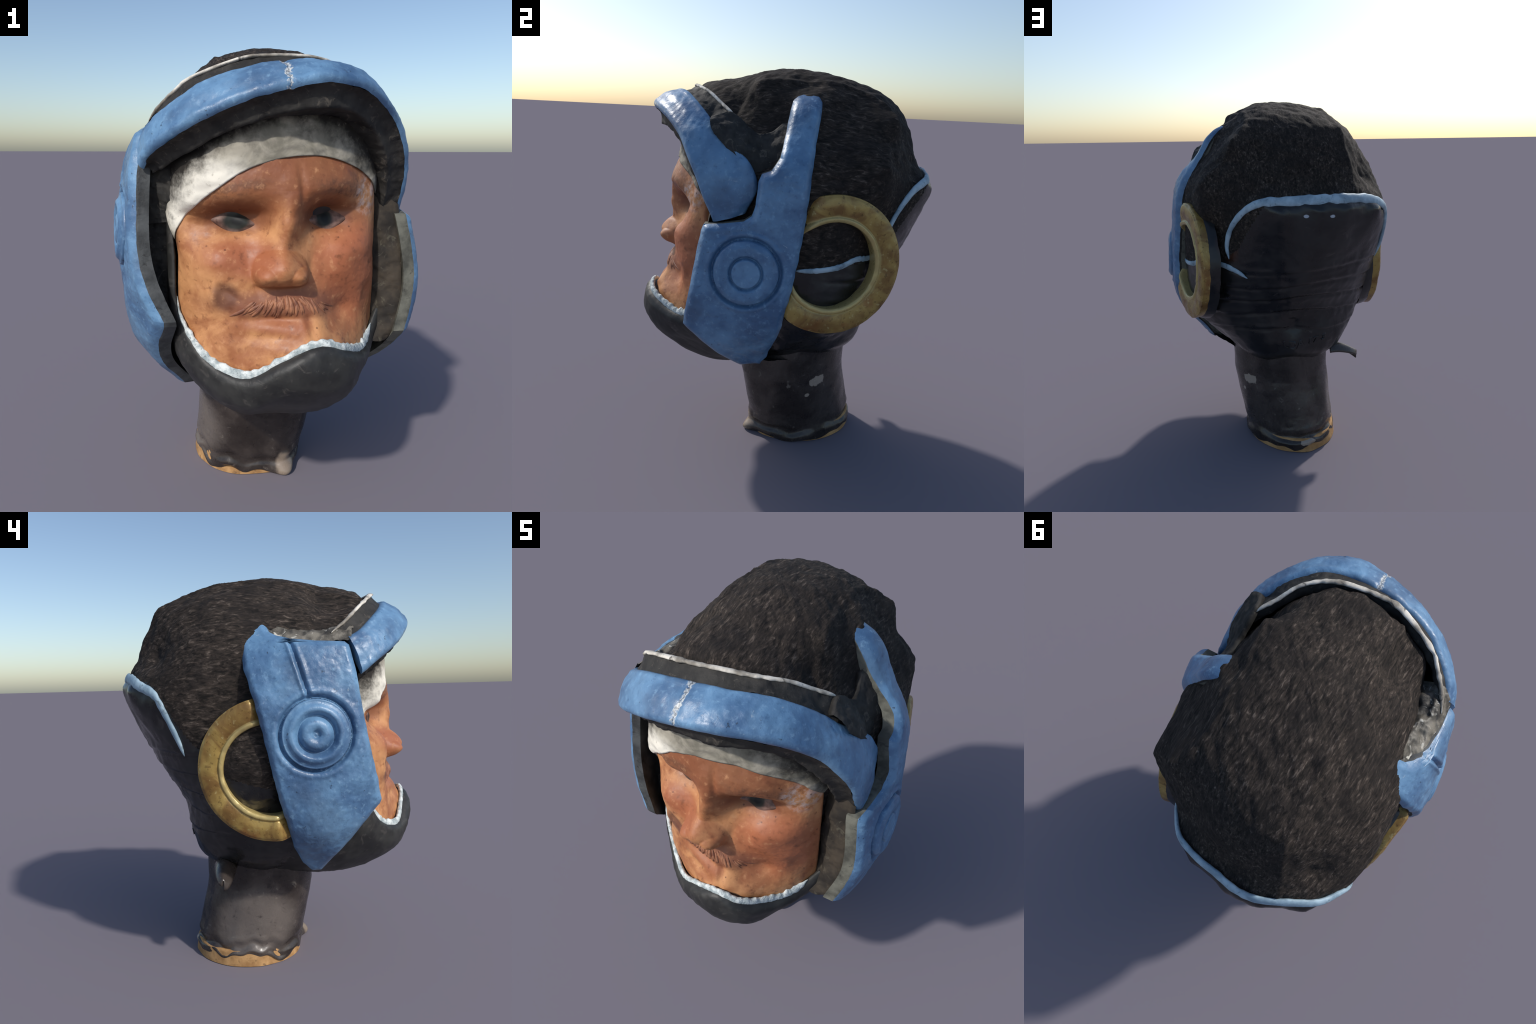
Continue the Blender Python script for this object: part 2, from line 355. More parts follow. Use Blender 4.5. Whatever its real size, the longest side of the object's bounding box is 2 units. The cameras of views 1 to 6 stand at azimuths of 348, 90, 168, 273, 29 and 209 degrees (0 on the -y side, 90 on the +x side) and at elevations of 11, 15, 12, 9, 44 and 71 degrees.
# ================================================================== CAP BODY
# control points on the surface of cap, rear guard and nape (x, y, z)
CAP = [
 # midline from brow over the crown to the back
 (0, -.53, 1.72), (0, -.49, 1.877), (0, -.25, 1.945), (0, 0, 2.0), (0, .15, 1.985), (0, .31, 1.95), (0, .46, 1.90),
 (.02, .55, 1.825), (.04, .605, 1.72), (.05, .65, 1.58),
 # right crown edge with the lip overhanging the hollow temple, tuft at the rear corner
 (.12, -.44, 1.88), (.155, -.30, 1.908), (.20, -.20, 1.93), (.268, -.165, 1.908), (.20, 0, 1.953), (.25, .05, 1.90), (.20, .15, 1.945), (.21, .3, 1.908), (.24, .42, 1.85), (.315, .475, 1.775),
 # left crown edge
 (-.2, -.43, 1.862), (-.2, -.30, 1.885), (-.21, -.14, 1.928), (-.20, .1, 1.955), (-.20, .26, 1.94), (-.20, .40, 1.90), (-.22, .545, 1.83),
 # left flank
 (-.33, -.40, 1.79), (-.28, -.32, 1.79), (-.25, -.22, 1.835), (-.36, -.16, 1.80), (-.35, -.05, 1.82), (-.41, -.26, 1.66), (-.43, -.11, 1.69), (-.40, .1, 1.77), (-.37, .25, 1.81), (-.36, .42, 1.75), (-.46, .3, 1.66),
 (-.515, .12, 1.58), (-.50, .36, 1.55), (-.54, .06, 1.42), (-.58, .03, 1.25), (-.53, .25, 1.25), (-.53, .15, 1.40), (-.52, .40, 1.28), (-.60, .05, 1.08), (-.56, .2, 1.05), (-.54, .05, .90), (-.45, .1, .77), (-.38, .12, .60),
 (-.47, .38, 1.1), (-.42, .33, .92), (-.31, .37, .82), (-.29, .37, .68), (-.24, .26, .55), (-.25, .62, 1.66), (-.40, .48, 1.60), (-.34, .53, 1.60),
 # right flank with the hollow temple
 (.25, -.33, 1.82), (.26, -.25, 1.805), (.30, -.23, 1.78), (.33, -.12, 1.755), (.35, -.04, 1.75), (.345, .06, 1.85), (.40, .14, 1.72), (.31, .28, 1.80), (.38, .30, 1.72), (.47, .25, 1.62),
 (.525, .11, 1.56), (.51, .27, 1.47), (.55, .08, 1.3), (.525, .2, 1.15), (.55, .08, 1.0), (.48, .3, 1.0), (.49, .16, .80), (.38, .16, .70), (.27, .12, .58),
 (.355, .44, 1.68), (.468, .42, 1.58), (.47, .42, 1.45), (.39, .42, 1.33), (.375, .45, 1.16), (.345, .41, .95), (.275, .38, .78), (.21, .555, 1.63), (.20, .515, 1.72),
 # rear guard: ledge, sharp upper rim, undercut below
 (.31, .55, 1.45), (.21, .665, 1.488), (.1, .705, 1.495), (0, .722, 1.498), (-.1, .742, 1.50), (-.2, .73, 1.50), (-.32, .675, 1.49), (-.42, .605, 1.465), (-.485, .50, 1.44),
 (.11, .67, 1.53), (0, .685, 1.535), (-.1, .685, 1.535), (.2, .61, 1.515),
 (.12, .728, 1.45), (-.05, .762, 1.455), (-.2, .757, 1.45), (-.38, .68, 1.44), (.2, .675, 1.42),
 (0, .728, 1.37), (-.25, .69, 1.34), (.18, .65, 1.32), (0, .69, 1.25), (-.33, .59, 1.22), (.25, .56, 1.2),
 (0, .605, 1.08), (-.28, .52, 1.03), (.22, .515, 1.03), (0, .50, .9), (-.21, .445, .88), (.19, .44, .88), (0, .43, .78), (0, .45, .66), (-.17, .415, .65), (.19, .405, .67),
 (0, .335, .56), (-.14, .32, .54), (.15, .28, .54),
 # inner front wall behind the face and under the jaw
 (0, -.53, 1.60), (.25, -.46, 1.6), (-.25, -.46, 1.6), (.40, -.34, 1.45), (-.42, -.36, 1.45), (.44, -.26, 1.2), (-.45, -.20, 1.2), (-.41, -.33, 1.2), (0, -.46, 1.2),
 (.22, -.40, 1.2), (-.22, -.40, 1.2), (.43, -.26, .95), (-.44, -.18, .95), (-.38, -.32, .95), (0, -.48, .9), (.25, -.42, .88), (-.25, -.42, .88), (0, -.42, .62), (.28, -.28, .68), (-.30, -.28, .68),
 (.38, 0, .64), (-.40, -.05, .66), (0, -.2, .50), (.2, -.05, .5), (-.22, -.05, .5), (0, 0, .48), (0, .2, .48),
]
CC = np.array([0, 0, 1.2])
_c = np.array(CAP) - CC; _r = np.linalg.norm(_c, axis=1)
cap_r = rbf(_c / _r[:, None], _r, .032, 2e-4)
def cap_point(d):
    d = np.asarray(d, float); d = d / np.linalg.norm(d, axis=-1, keepdims=True)
    return CC + d * cap_r(d)[..., None]
def cap_at(p, off=0.0):
    """drop a point radially on the cap surface"""
    d = np.asarray(p, float) - CC; n = np.linalg.norm(d, axis=-1, keepdims=True)
    return CC + d / n * (cap_r(d / n)[..., None] + off)

NT_, NP_ = 360, 230
th = np.linspace(0, 2 * np.pi, NT_, endpoint=False)
ph = np.linspace(.012, np.pi - .25, NP_)
TH, PH = np.meshgrid(th, ph, indexing='ij')
D = np.stack([np.sin(PH) * np.sin(TH), -np.sin(PH) * np.cos(TH), np.cos(PH)], -1)
G = cap_point(D)
# fur tufts and wrinkles
az = math.radians(-34); ca, sa = math.cos(az), math.sin(az)
R = G.copy(); R[..., 0] = G[..., 0] * ca - G[..., 1] * sa; R[..., 1] = G[..., 0] * sa + G[..., 1] * ca
furry = smoothstep(1.35, 1.55, G[..., 2])
amp = .003 + .004 * furry
G = G + D * (amp * fnoise(R, (22, 9, 18), 3.1, 4) + .004 * fnoise(G, 9, 8.0, 2))[..., None]
# stitched ridges: left crown seam running down the back, rear corner of the right crown, creases over the nape
def ridge(path, amp_, wid_):
    L = cap_at(catmull(path, 120)); d = np.full(G.shape[:2], 9.0)
    for q in L: d = np.minimum(d, ((G - q) ** 2).sum(-1))
    return amp_ * np.exp(-d / wid_ ** 2)
rel = ridge([(-.205, -.44, 1.84), (-.21, -.14, 1.94), (-.21, .1, 1.955), (-.205, .26, 1.94), (-.205, .40, 1.90), (-.22, .545, 1.83), (-.24, .61, 1.70), (-.258, .66, 1.52)], .011, .014)
rel = rel + ridge([(.26, -.17, 1.91), (.235, 0, 1.92), (.215, .2, 1.925), (.24, .40, 1.86), (.315, .475, 1.775), (.40, .44, 1.66), (.46, .415, 1.56)], .008, .016)
back = smoothstep(.12, .32, G[..., 1])
for zc_, am in ((1.13, .005), (1.04, .006), (.955, .008), (.86, .006), (.755, .008)):
    zz_ = G[..., 2] - zc_ - .02 * np.sin(G[..., 0] * 7 + zc_ * 9) - .012 * fnoise(G, 5, zc_, 2)
    rel = rel - back * am * np.exp(-(zz_ / .009) ** 2) + back * am * .6 * np.exp(-((zz_ - .022) / .012) ** 2)
# stepped hem above the neck
rel = rel + .009 * smoothstep(.66, .60, G[..., 2]) * smoothstep(.50, .56, G[..., 2]) * back
G = G + D * rel[..., None]
# border between fur and glossy rear guard, by azimuth from the front
a_deg = np.degrees(TH) % 360
zb = np.interp(a_deg, [0, 60, 95, 118, 135, 150, 165, 195, 215, 222, 235, 250, 275, 300, 360],
                      [1.5, 1.2, 1.115, 1.13, 1.14, 1.25, 1.497, 1.508, 1.495, 1.45, 1.20, 1.05, .98, 1.2, 1.5])
V = G.reshape(-1, 3)
F = np.array(grid_faces(NT_, NP_, True, False))
top = len(V); V = np.vstack([V, G[:, 0].mean(0)])
capF = [(top, (i + 1) % NT_ * NP_, i * NP_) for i in range(NT_)]
isfur = (G[..., 2] > zb).reshape(-1)
fz = isfur[F].sum(1) >= 2
allF = [tuple(f) for f in F] + capF
tmp = make_obj('tmp', V, allF, FUR); fix_normals(tmp)
nrm = np.empty(len(V) * 3); tmp.data.vertices.foreach_get('normal', nrm); nrm = nrm.reshape(-1, 3)
allF = [tuple(p.vertices) for p in tmp.data.polygons]
bpy.data.objects.remove(tmp)
def region(name, keep, mat):
    fs = [f for f, k in zip(allF, keep) if k]
    used = sorted({i for f in fs for i in f}); idx = {v: i for i, v in enumerate(used)}
    ob = make_obj(name, V[used], [tuple(idx[i] for i in f) for f in fs], mat, root)
    ob.data.normals_split_custom_set_from_vertices([tuple(nrm[i]) for i in used])
    return ob
keep = np.r_[fz, np.ones(len(capF), bool)]
fur_cap = region('fur_cap', keep, FUR)
rear_guard = region('rear_guard', ~keep, SHELL)

outward = lambda p: np.asarray(p) - np.array([0, 0, 1.2])
# pale piping along the rear guard
pip = [(.325, .45, 1.19), (.36, .48, 1.26), (.345, .53, 1.36), (.29, .61, 1.455), (.21, .676, 1.499), (.1, .715, 1.505), (0, .73, 1.508), (-.1, .752, 1.512),
       (-.2, .738, 1.512), (-.32, .68, 1.50), (-.42, .62, 1.47), (-.485, .545, 1.43), (-.50, .49, 1.35), (-.495, .43, 1.23), (-.475, .40, 1.14)]
pip = [cap_at(p, .004) for p in pip]
sweep('piping', pip, 260, [.010, .013, .017, .022, .026, .028, .024, .026, .018, .015, .013], [.010, .010, .011, .012, .010], outward, PIPING, root, rough=.25, seed=2)
pip2 = [cap_at(p, .003) for p in [(.55, .04, 1.108), (.53, .14, 1.112), (.52, .24, 1.122), (.49, .32, 1.152), (.46, .38, 1.15), (.41, .42, 1.155), (.37, .46, 1.15), (.31, .5, 1.125), (.26, .52, 1.09)]]
sweep('piping', pip2, 160, [.012, .014, .014, .012, .016, .006], .007, outward, PIPING, root, rough=.25, seed=5)

# small raised lettering on the nape, faint and half worn away
cu = bpy.data.curves.new('nape_lettering', 'FONT'); cu.body = 'LDA 17 3'; cu.size = .062; cu.extrude = .0025; cu.bevel_depth = .0015
tx = bpy.data.objects.new('nape_lettering', cu); bpy.context.scene.collection.objects.link(tx)
dg = bpy.context.evaluated_depsgraph_get(); me = bpy.data.meshes.new_from_object(tx.evaluated_get(dg))
bpy.data.objects.remove(tx)
nl = bpy.data.objects.new('nape_lettering', me); bpy.context.scene.collection.objects.link(nl); nl.parent = root
me.materials.clear(); me.materials.append(SHELL)
co = np.empty(len(me.vertices) * 3); me.vertices.foreach_get('co', co); co = co.reshape(-1, 3)
w = co[:, 0].max() - co[:, 0].min(); u = (co[:, 0] - co[:, 0].min()) / w
P = np.stack([.06 - .25 * u, .46 - .03 * u, .635 + .045 * u + co[:, 1]], 1)
P = cap_at(P) + (P - CC) / np.linalg.norm(P - CC, axis=1)[:, None] * (co[:, 2] + .001)[:, None]
me.vertices.foreach_set('co', P.ravel()); me.update()

# ================================================================== FACE
FACE = [  # x, y, z
 (0, -.555, 1.62), (0, -.572, 1.55), (-.01, -.603, 1.46), (0, -.608, 1.38), (-.01, -.60, 1.30), (-.02, -.585, 1.24), (-.03, -.59, 1.15), (-.04, -.602, 1.06),
 (-.04, -.612, .99), (-.05, -.620, .92), (-.05, -.658, .86), (-.05, -.675, .80), (-.15, -.63, .74), (-.05, -.68, .72),
 (.13, -.548, 1.54), (.26, -.50, 1.50), (.37, -.43, 1.42), (.41, -.36, 1.40), (.12, -.585, 1.42), (.22, -.54, 1.42), (.32, -.465, 1.40), (.10, -.495, 1.32), (.17, -.455, 1.305), (.26, -.485, 1.30), (.37, -.435, 1.30),
 (.10, -.535, 1.22), (.20, -.54, 1.215), (.30, -.502, 1.21), (.375, -.43, 1.2), (.41, -.37, 1.2), (.10, -.575, 1.1), (.22, -.555, 1.08), (.33, -.50, 1.06), (.39, -.43, 1.06), (.415, -.37, 1.06),
 (.10, -.60, .98), (.20, -.535, .95), (.31, -.50, .95), (.36, -.45, .92), (.40, -.40, .9), (.07, -.695, .86), (.16, -.67, .83), (.28, -.555, .78), (.35, -.468, .79), (.2, -.6, .72), (.35, -.45, .70),
 (-.10, -.575, 1.52), (-.20, -.56, 1.475), (-.28, -.535, 1.42), (-.35, -.485, 1.35), (-.40, -.43, 1.28), (-.42, -.38, 1.4), (-.13, -.575, 1.41), (-.22, -.55, 1.39), (-.11, -.51, 1.31), (-.20, -.455, 1.30), (-.29, -.455, 1.30), (-.36, -.435, 1.30),
 (-.15, -.537, 1.21), (-.25, -.533, 1.20), (-.33, -.49, 1.20), (-.39, -.44, 1.18), (-.42, -.36, 1.2), (-.16, -.578, 1.1), (-.27, -.555, 1.06), (-.35, -.495, 1.05), (-.40, -.42, 1.05),
 (-.17, -.58, .98), (-.27, -.545, .94), (-.345, -.485, .90), (-.39, -.43, .88), (-.16, -.605, .86), (-.25, -.575, .80), (-.31, -.535, .77), (-.25, -.57, .72),
]
_f = np.array(FACE); _t = np.arctan2(_f[:, 0], -_f[:, 1])
face_base = rbf(np.c_[_t * .6, _f[:, 2]], np.hypot(_f[:, 0], _f[:, 1]), .05, 2e-4)
def gauss(x, z, cx, cz, sx, sz, rot=0.0):
    dx, dz = x - cx, z - cz; c, s = math.cos(rot), math.sin(rot)
    a = dx * c + dz * s; b = -dx * s + dz * c
    return np.exp(-.5 * ((a / sx) ** 2 + (b / sz) ** 2))
def face_radius(t, z):
    r = face_base(np.stack([t * .6, z], -1)); x = r * np.sin(t)
    # nose: ridge, bulb, wings, undercut
    ridge_x = np.interp(z, [1.1, 1.2, 1.38], [-.048, -.05, -.015])
    ridge = np.exp(-.5 * ((x - ridge_x) / np.interp(z, [1.12, 1.2, 1.35], [.05, .036, .03])) ** 2) * np.interp(z, [1.06, 1.11, 1.145, 1.19, 1.28, 1.36, 1.42], [0, .03, .040, .044, .034, .016, 0])
    ball = lambda cx, cz, rx, rz: np.clip(1 - ((x - cx) / rx) ** 2 - ((z - cz) / rz) ** 2, 0, 1) ** .85
    bulb = .016 * gauss(x, z, -.045, 1.13, .055, .045) + .040 * ball(-.045, 1.13, .105, .08)
    wings = .022 * gauss(x, z, -.115, 1.112, .022, .030) + .024 * gauss(x, z, .028, 1.108, .024, .032) + .016 * ball(-.112, 1.108, .042, .045) + .017 * ball(.024, 1.104, .044, .046)
    cut = smoothstep(1.054, 1.082, z)
    r = r + (ridge + bulb + wings) * cut
    r = r - .010 * gauss(x, z, -.145, 1.10, .014, .05, .3) - .012 * gauss(x, z, .062, 1.10, .016, .05, -.3)      # nose-cheek creases
    # brow ridges, frown, lids
    r = r + .013 * gauss(x, z, .20, 1.40, .11, .032, -.12) + .011 * gauss(x, z, -.20, 1.385, .10, .030, .12)
    r = r - .010 * gauss(x, z, .03, 1.43, .01, .045, .1)
    r = r - .012 * gauss(x, z, .17, 1.335, .09, .014) - .012 * gauss(x, z, -.21, 1.33, .09, .012)
    r = r + .008 * gauss(x, z, .18, 1.255, .08, .014, .1) + .007 * gauss(x, z, -.2, 1.25, .08, .014, -.1)
    r = r + .015 * gauss(x, z, .29, 1.205, .07, .05) + .012 * gauss(x, z, -.28, 1.19, .07, .06)
    # moustache pad, mouth slit, lip folds, chin
    r = r + .014 * gauss(x, z, -.04, .995, .15, .028)
    r = r - .012 * gauss(x, z, -.06, .945, .075, .011, .03) + .010 * gauss(x, z, -.06, .915, .06, .018)
    r = r + .007 * gauss(x, z, .035, .925, .012, .035, .25) - .008 * gauss(x, z, .055, .905, .016, .05, .2)
    r = r + .008 * gauss(x, z, .10, .955, .05, .018, -.5) - .009 * gauss(x, z, .14, .90, .025, .07, .15)
    r = r - .014 * gauss(x, z, .345, 1.0, .02, .03) - .010 * gauss(x, z, -.24, 1.045, .03, .012, -.6) + .010 * gauss(x, z, -.285, 1.035, .012, .03)
    r = r - .008 * gauss(x, z, -.06, .875, .09, .015)
    return r
def face_point(t, z, off=0.0):
    r = face_radius(t, z) + off
    return np.stack([r * np.sin(t), -r * np.cos(t), z], -1)
def theta_of(x, z):
    t = np.asarray(x, float) / .6
    for _ in range(12): t = np.arcsin(np.clip(x / face_radius(t, z), -.98, .98))
    return t
t = np.linspace(math.radians(-53), math.radians(53), 300); z = np.linspace(.69, 1.57, 300)
Tg, Zg = np.meshgrid(t, z, indexing='ij')
Pf = face_point(Tg, Zg)
bump = .0028 * fnoise(Pf, 11, 1.0, 2) + .0008 * fnoise(Pf, 45, 4.0, 2)
# tuck the lower edge of the face in behind the chin guard
rim_z = np.interp(Pf[..., 0], [-.445, -.43, -.395, -.306, -.186, -.063, .067, .18, .285, .357, .42], [1.12, .99, .88, .775, .74, .81, .872, .84, .788, .80, .90])
bump = bump - .14 * smoothstep(.01, .08, rim_z - Zg) - .10 * smoothstep(math.radians(45.5), math.radians(52), np.abs(Tg))
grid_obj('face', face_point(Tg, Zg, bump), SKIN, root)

def eye(cx, cz, w, h, iris, rad, tilt):
    a = np.linspace(0, 2 * np.pi, 40, endpoint=False); q = np.linspace(0.001, 1, 10)
    A, Q = np.meshgrid(a, q, indexing='ij')
    lx = w * Q * np.cos(A); lz = h * Q * np.sin(A) * (1 - .55 * (Q * np.cos(A)) ** 2)
    x = cx + lx; zz = cz + lz + tilt * lx
    tt = theta_of(x, zz)
    G = face_point(tt, zz, .026 * (1 - Q ** 2) - .002 * Q ** 4)
    return grid_obj('eye', G, mat_eye(iris, rad), root, cu=True)
eye(-.205, 1.296, .082, .038, (-.195, -.53, 1.302), (.052, .3, .036), -.10)
eye(.165, 1.300, .08, .038, (.152, -.5, 1.303), (.036, .3, .034), .0)

# moustache: fan of moulded hairs
Vs, Fs = [], []
def strand(p0, p1, p2, r0):
    n, m = 14, 8
    s = np.linspace(0, 1, n)
    xz = ((1 - s) ** 2)[:, None] * np.array(p0) + (2 * s * (1 - s))[:, None] * np.array(p1) + (s ** 2)[:, None] * np.array(p2)
    tt = theta_of(xz[:, 0], xz[:, 1]); path = face_point(tt, xz[:, 1], -.002)
    T = frames(path); U = path * np.array([1, 1, 0]); U /= np.linalg.norm(U, axis=1)[:, None]
    U -= (U * T).sum(1)[:, None] * T; U /= np.linalg.norm(U, axis=1)[:, None]; S = np.cross(T, U)
    rr = r0 * np.sin(np.pi * (.1 + .82 * s)) ** .7
    a = np.linspace(0, 2 * np.pi, m, endpoint=False); b = len(Vs)
    G = path[:, None] + S[:, None] * (rr[:, None] * np.cos(a))[..., None] + U[:, None] * (rr[:, None] * np.sin(a))[..., None]
    Vs.extend(G.reshape(-1, 3)); Fs.extend([tuple(i + b for i in f) for f in grid_faces(n, m, False, True)])
for i in range(48):                      # short wisps fanning from under the nose
    x0 = random.triangular(-.20, .15, -.02); k = (x0 + .025) / .14
    z0 = 1.035 - .028 * abs(k) + random.uniform(-.018, .008); L = random.uniform(.035, .075)
    dx = k * random.uniform(.03, .075) + random.uniform(-.016, .016)
    strand((x0, z0), (x0 + dx * .45 + random.uniform(-.006, .006), z0 - L * .4), (x0 + dx, z0 - L * (1 - .3 * min(1, abs(k)))), random.uniform(.0045, .0085))
mo = make_obj('moustache', Vs, Fs, STACHE, root); mo['kind'] = 'stuff'; fix_normals(mo)

# ================================================================== BANDANA
low = catmull([(-.425, 1.225), (-.408, 1.271), (-.343, 1.362), (-.265, 1.43), (-.182, 1.486), (-.088, 1.523), (.018, 1.541), (.134, 1.538), (.266, 1.499), (.35, 1.45), (.40, 1.39)], 160)
up = catmull([(-.50, 1.36), (-.48, 1.43), (-.43, 1.52), (-.35, 1.60), (-.24, 1.65), (-.11, 1.68), (.02, 1.69), (.14, 1.69), (.27, 1.65), (.37, 1.57), (.43, 1.47)], 160)
rows = []
for s in np.linspace(0, 1, 30):
    q = low * (1 - s) + up * s
    zc = q[:, 1]; xc = q[:, 0]
    tt = theta_of(np.clip(xc, -.41, .41), np.minimum(zc, 1.6)); tt = tt + (xc - np.clip(xc, -.41, .41)) * 1.6
    off = .006 + .006 * math.sin(s * 3.1)
    P = face_point(tt, np.minimum(zc, 1.66), off); P[:, 2] = zc
    rows.append(P)
B = np.stack(rows, 1)
B = B + (fnoise(B, (9, 9, 22), 6.0, 3) * .007)[..., None] * np.array([0, -1, .2])
hem = B[:, :1] + np.array([0, .022, .004])
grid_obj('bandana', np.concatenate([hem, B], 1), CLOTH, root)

# ================================================================== BRIM
# stations from left temple over the forehead to the right cheek: top rear edge, front lower edge
BT = [(-.515, -.345, 1.665), (-.475, -.405, 1.70), (-.413, -.456, 1.748), (-.30, -.52, 1.813), (-.15, -.554, 1.858), (-.015, -.559, 1.88), (.1, -.547, 1.885), (.2, -.516, 1.88), (.29, -.465, 1.847), (.37, -.40, 1.787),
      (.435, -.335, 1.715), (.483, -.26, 1.645), (.512, -.18, 1.565), (.53, -.145, 1.46), (.53, -.19, 1.35)]
BF = [(-.555, -.405, 1.503), (-.532, -.465, 1.552), (-.45, -.555, 1.616), (-.343, -.627, 1.678), (-.182, -.684, 1.748), (-.01, -.704, 1.795), (.125, -.693, 1.812), (.257, -.642, 1.794), (.365, -.572, 1.746), (.45, -.507, 1.68),
      (.51, -.46, 1.592), (.545, -.415, 1.50), (.555, -.38, 1.41), (.555, -.348, 1.34), (.553, -.335, 1.308)]
nst = 260
T_ = catmull(BT, nst); F_ = catmull(BF, nst)
s = np.linspace(0, 1, nst)
mid = (T_ + F_) / 2
tang = frames(mid); across = F_ - T_; wid = np.linalg.norm(across, axis=1, keepdims=True); across = across / wid
out = np.cross(tang, across); out /= np.linalg.norm(out, axis=1, keepdims=True)
ctr = np.array([0, 0, 1.35]); sgn = np.sign((out * (mid - ctr)).sum(1)); out *= sgn[:, None]
thick = np.interp(s, [0, .05, .15, .6, .8, 1], [.06, .085, .10, .10, .10, .08])[:, None]
rad = .026
prof = []  # blue face: from inner top edge, round the top, over the face, round the front edge
for k in np.linspace(0, 1, 5): prof.append(('T', -(1 - k) * .035 - rad, 0))
rowsB = []
def row(across_d, out_d, base): return base + across * across_d + out * out_d
rowsB.append(row(.000, 0, T_) - out * .05)
for a in np.linspace(0, np.pi / 2, 7): rowsB.append(row(rad - rad * math.cos(a), -rad + rad * math.sin(a), T_))
for k in np.linspace(0, 1, 16)[1:-1]:
    crown = .010 * (1 - (2 * k - 1) ** 2) ** 2
    rowsB.append(T_ + across * (rad + (wid - 2 * rad) * k) + out * crown)
for a in np.linspace(np.pi / 2, 0, 7): rowsB.append(row(-rad + rad * math.cos(a), -rad + rad * math.sin(a), F_))
rowsB.append(F_ - out * (rad + .006))
GB = np.stack(rowsB, 1)
lump = fnoise(GB, 14, 2.0, 3) * .004 + fnoise(GB, 50, 9.0, 2) * .0012
seam = -.006 * np.exp(-((GB[..., 0] + .04 + .02 * fnoise(GB, 20, 5.0, 2)) / .005) ** 2)
GB = GB + out[:, None] * (lump + seam)[..., None]
brim = grid_obj('brim', GB, BRIM_BLUE, root, caps=False)
# closing walls at the two ends of the band
for i in (0, nst - 1):
    loop = GB[i]; c = loop.mean(0) - out[i] * .03
    Vv = list(loop) + [c]; Ff = [(j, j + 1, len(loop)) for j in range(len(loop) - 1)] + [(len(loop) - 1, 0, len(loop))]
    make_obj('brim_end', Vv, Ff, BRIM_BLUE, brim, smooth=False)
# dark underside and rear lining
under = [GB[:, -1]]
inn = F_ - out * thick * 1.15 + across * .004
for k in np.linspace(.15, 1, 8): under.append(GB[:, -1] * (1 - k) + inn * k - across * (.012 * math.sin(k * math.pi)))
deep = inn - across * (wid * .55) - out * .07
for k in np.linspace(.15, 1, 6): under.append(inn * (1 - k) + deep * k)
GU = np.stack(under, 1); GU = GU + (fnoise(GU, 18, 3.0, 3) * .005)[..., None]
grid_obj('brim_lining', GU, LINER, root)
# felt strip behind the brim top and its ivory edge
W = [(-.50, -.27, 1.675), (-.455, -.335, 1.728), (-.40, -.385, 1.778), (-.343, -.428, 1.82), (-.174, -.49, 1.88), (-.067, -.497, 1.893), (.024, -.488, 1.897), (.108, -.473, 1.895), (.182, -.442, 1.884), (.248, -.395, 1.862), (.305, -.335, 1.815), (.35, -.295, 1.785), (.375, -.265, 1.762)]
Wc = catmull(W, 160)
T2 = T_[(np.linspace(.01, .77, 160) * (nst - 1)).astype(int)] - out[(np.linspace(.01, .77, 160) * (nst - 1)).astype(int)] * .022
strip = np.stack([T2 * (1 - k) + Wc * k - np.array([0, 0, .004 * math.sin(k * math.pi)]) for k in np.linspace(-.05, 1, 10)], 1)
strip = np.concatenate([strip, (Wc + np.array([0, .01, -.06]))[:, None]], 1)
grid_obj('brim_felt', strip + (fnoise(strip, 20, 7.0, 3) * .006)[..., None], LINER, root)
sweep('trim', Wc[::6], 220, [.008, .010, .008, .014, .010, .012, .009, .008, .010, .007], .007, lambda p: np.array([0, 0, 1.]), TRIM, root, rough=.5, seed=9)

# ================================================================== SIDE PLATES
def poly_dist(Y, Z, poly):
    P = np.asarray(poly, float); d = np.full(Y.shape, 9.0)
    for i in range(len(P)):
        a, b = P[i], P[(i + 1) % len(P)]; ab = b - a
        k = np.clip(((Y - a[0]) * ab[0] + (Z - a[1]) * ab[1]) / max(ab @ ab, 1e-9), 0, 1)
        d = np.minimum(d, np.hypot(Y - a[0] - k * ab[0], Z - a[1] - k * ab[1]))
    return d

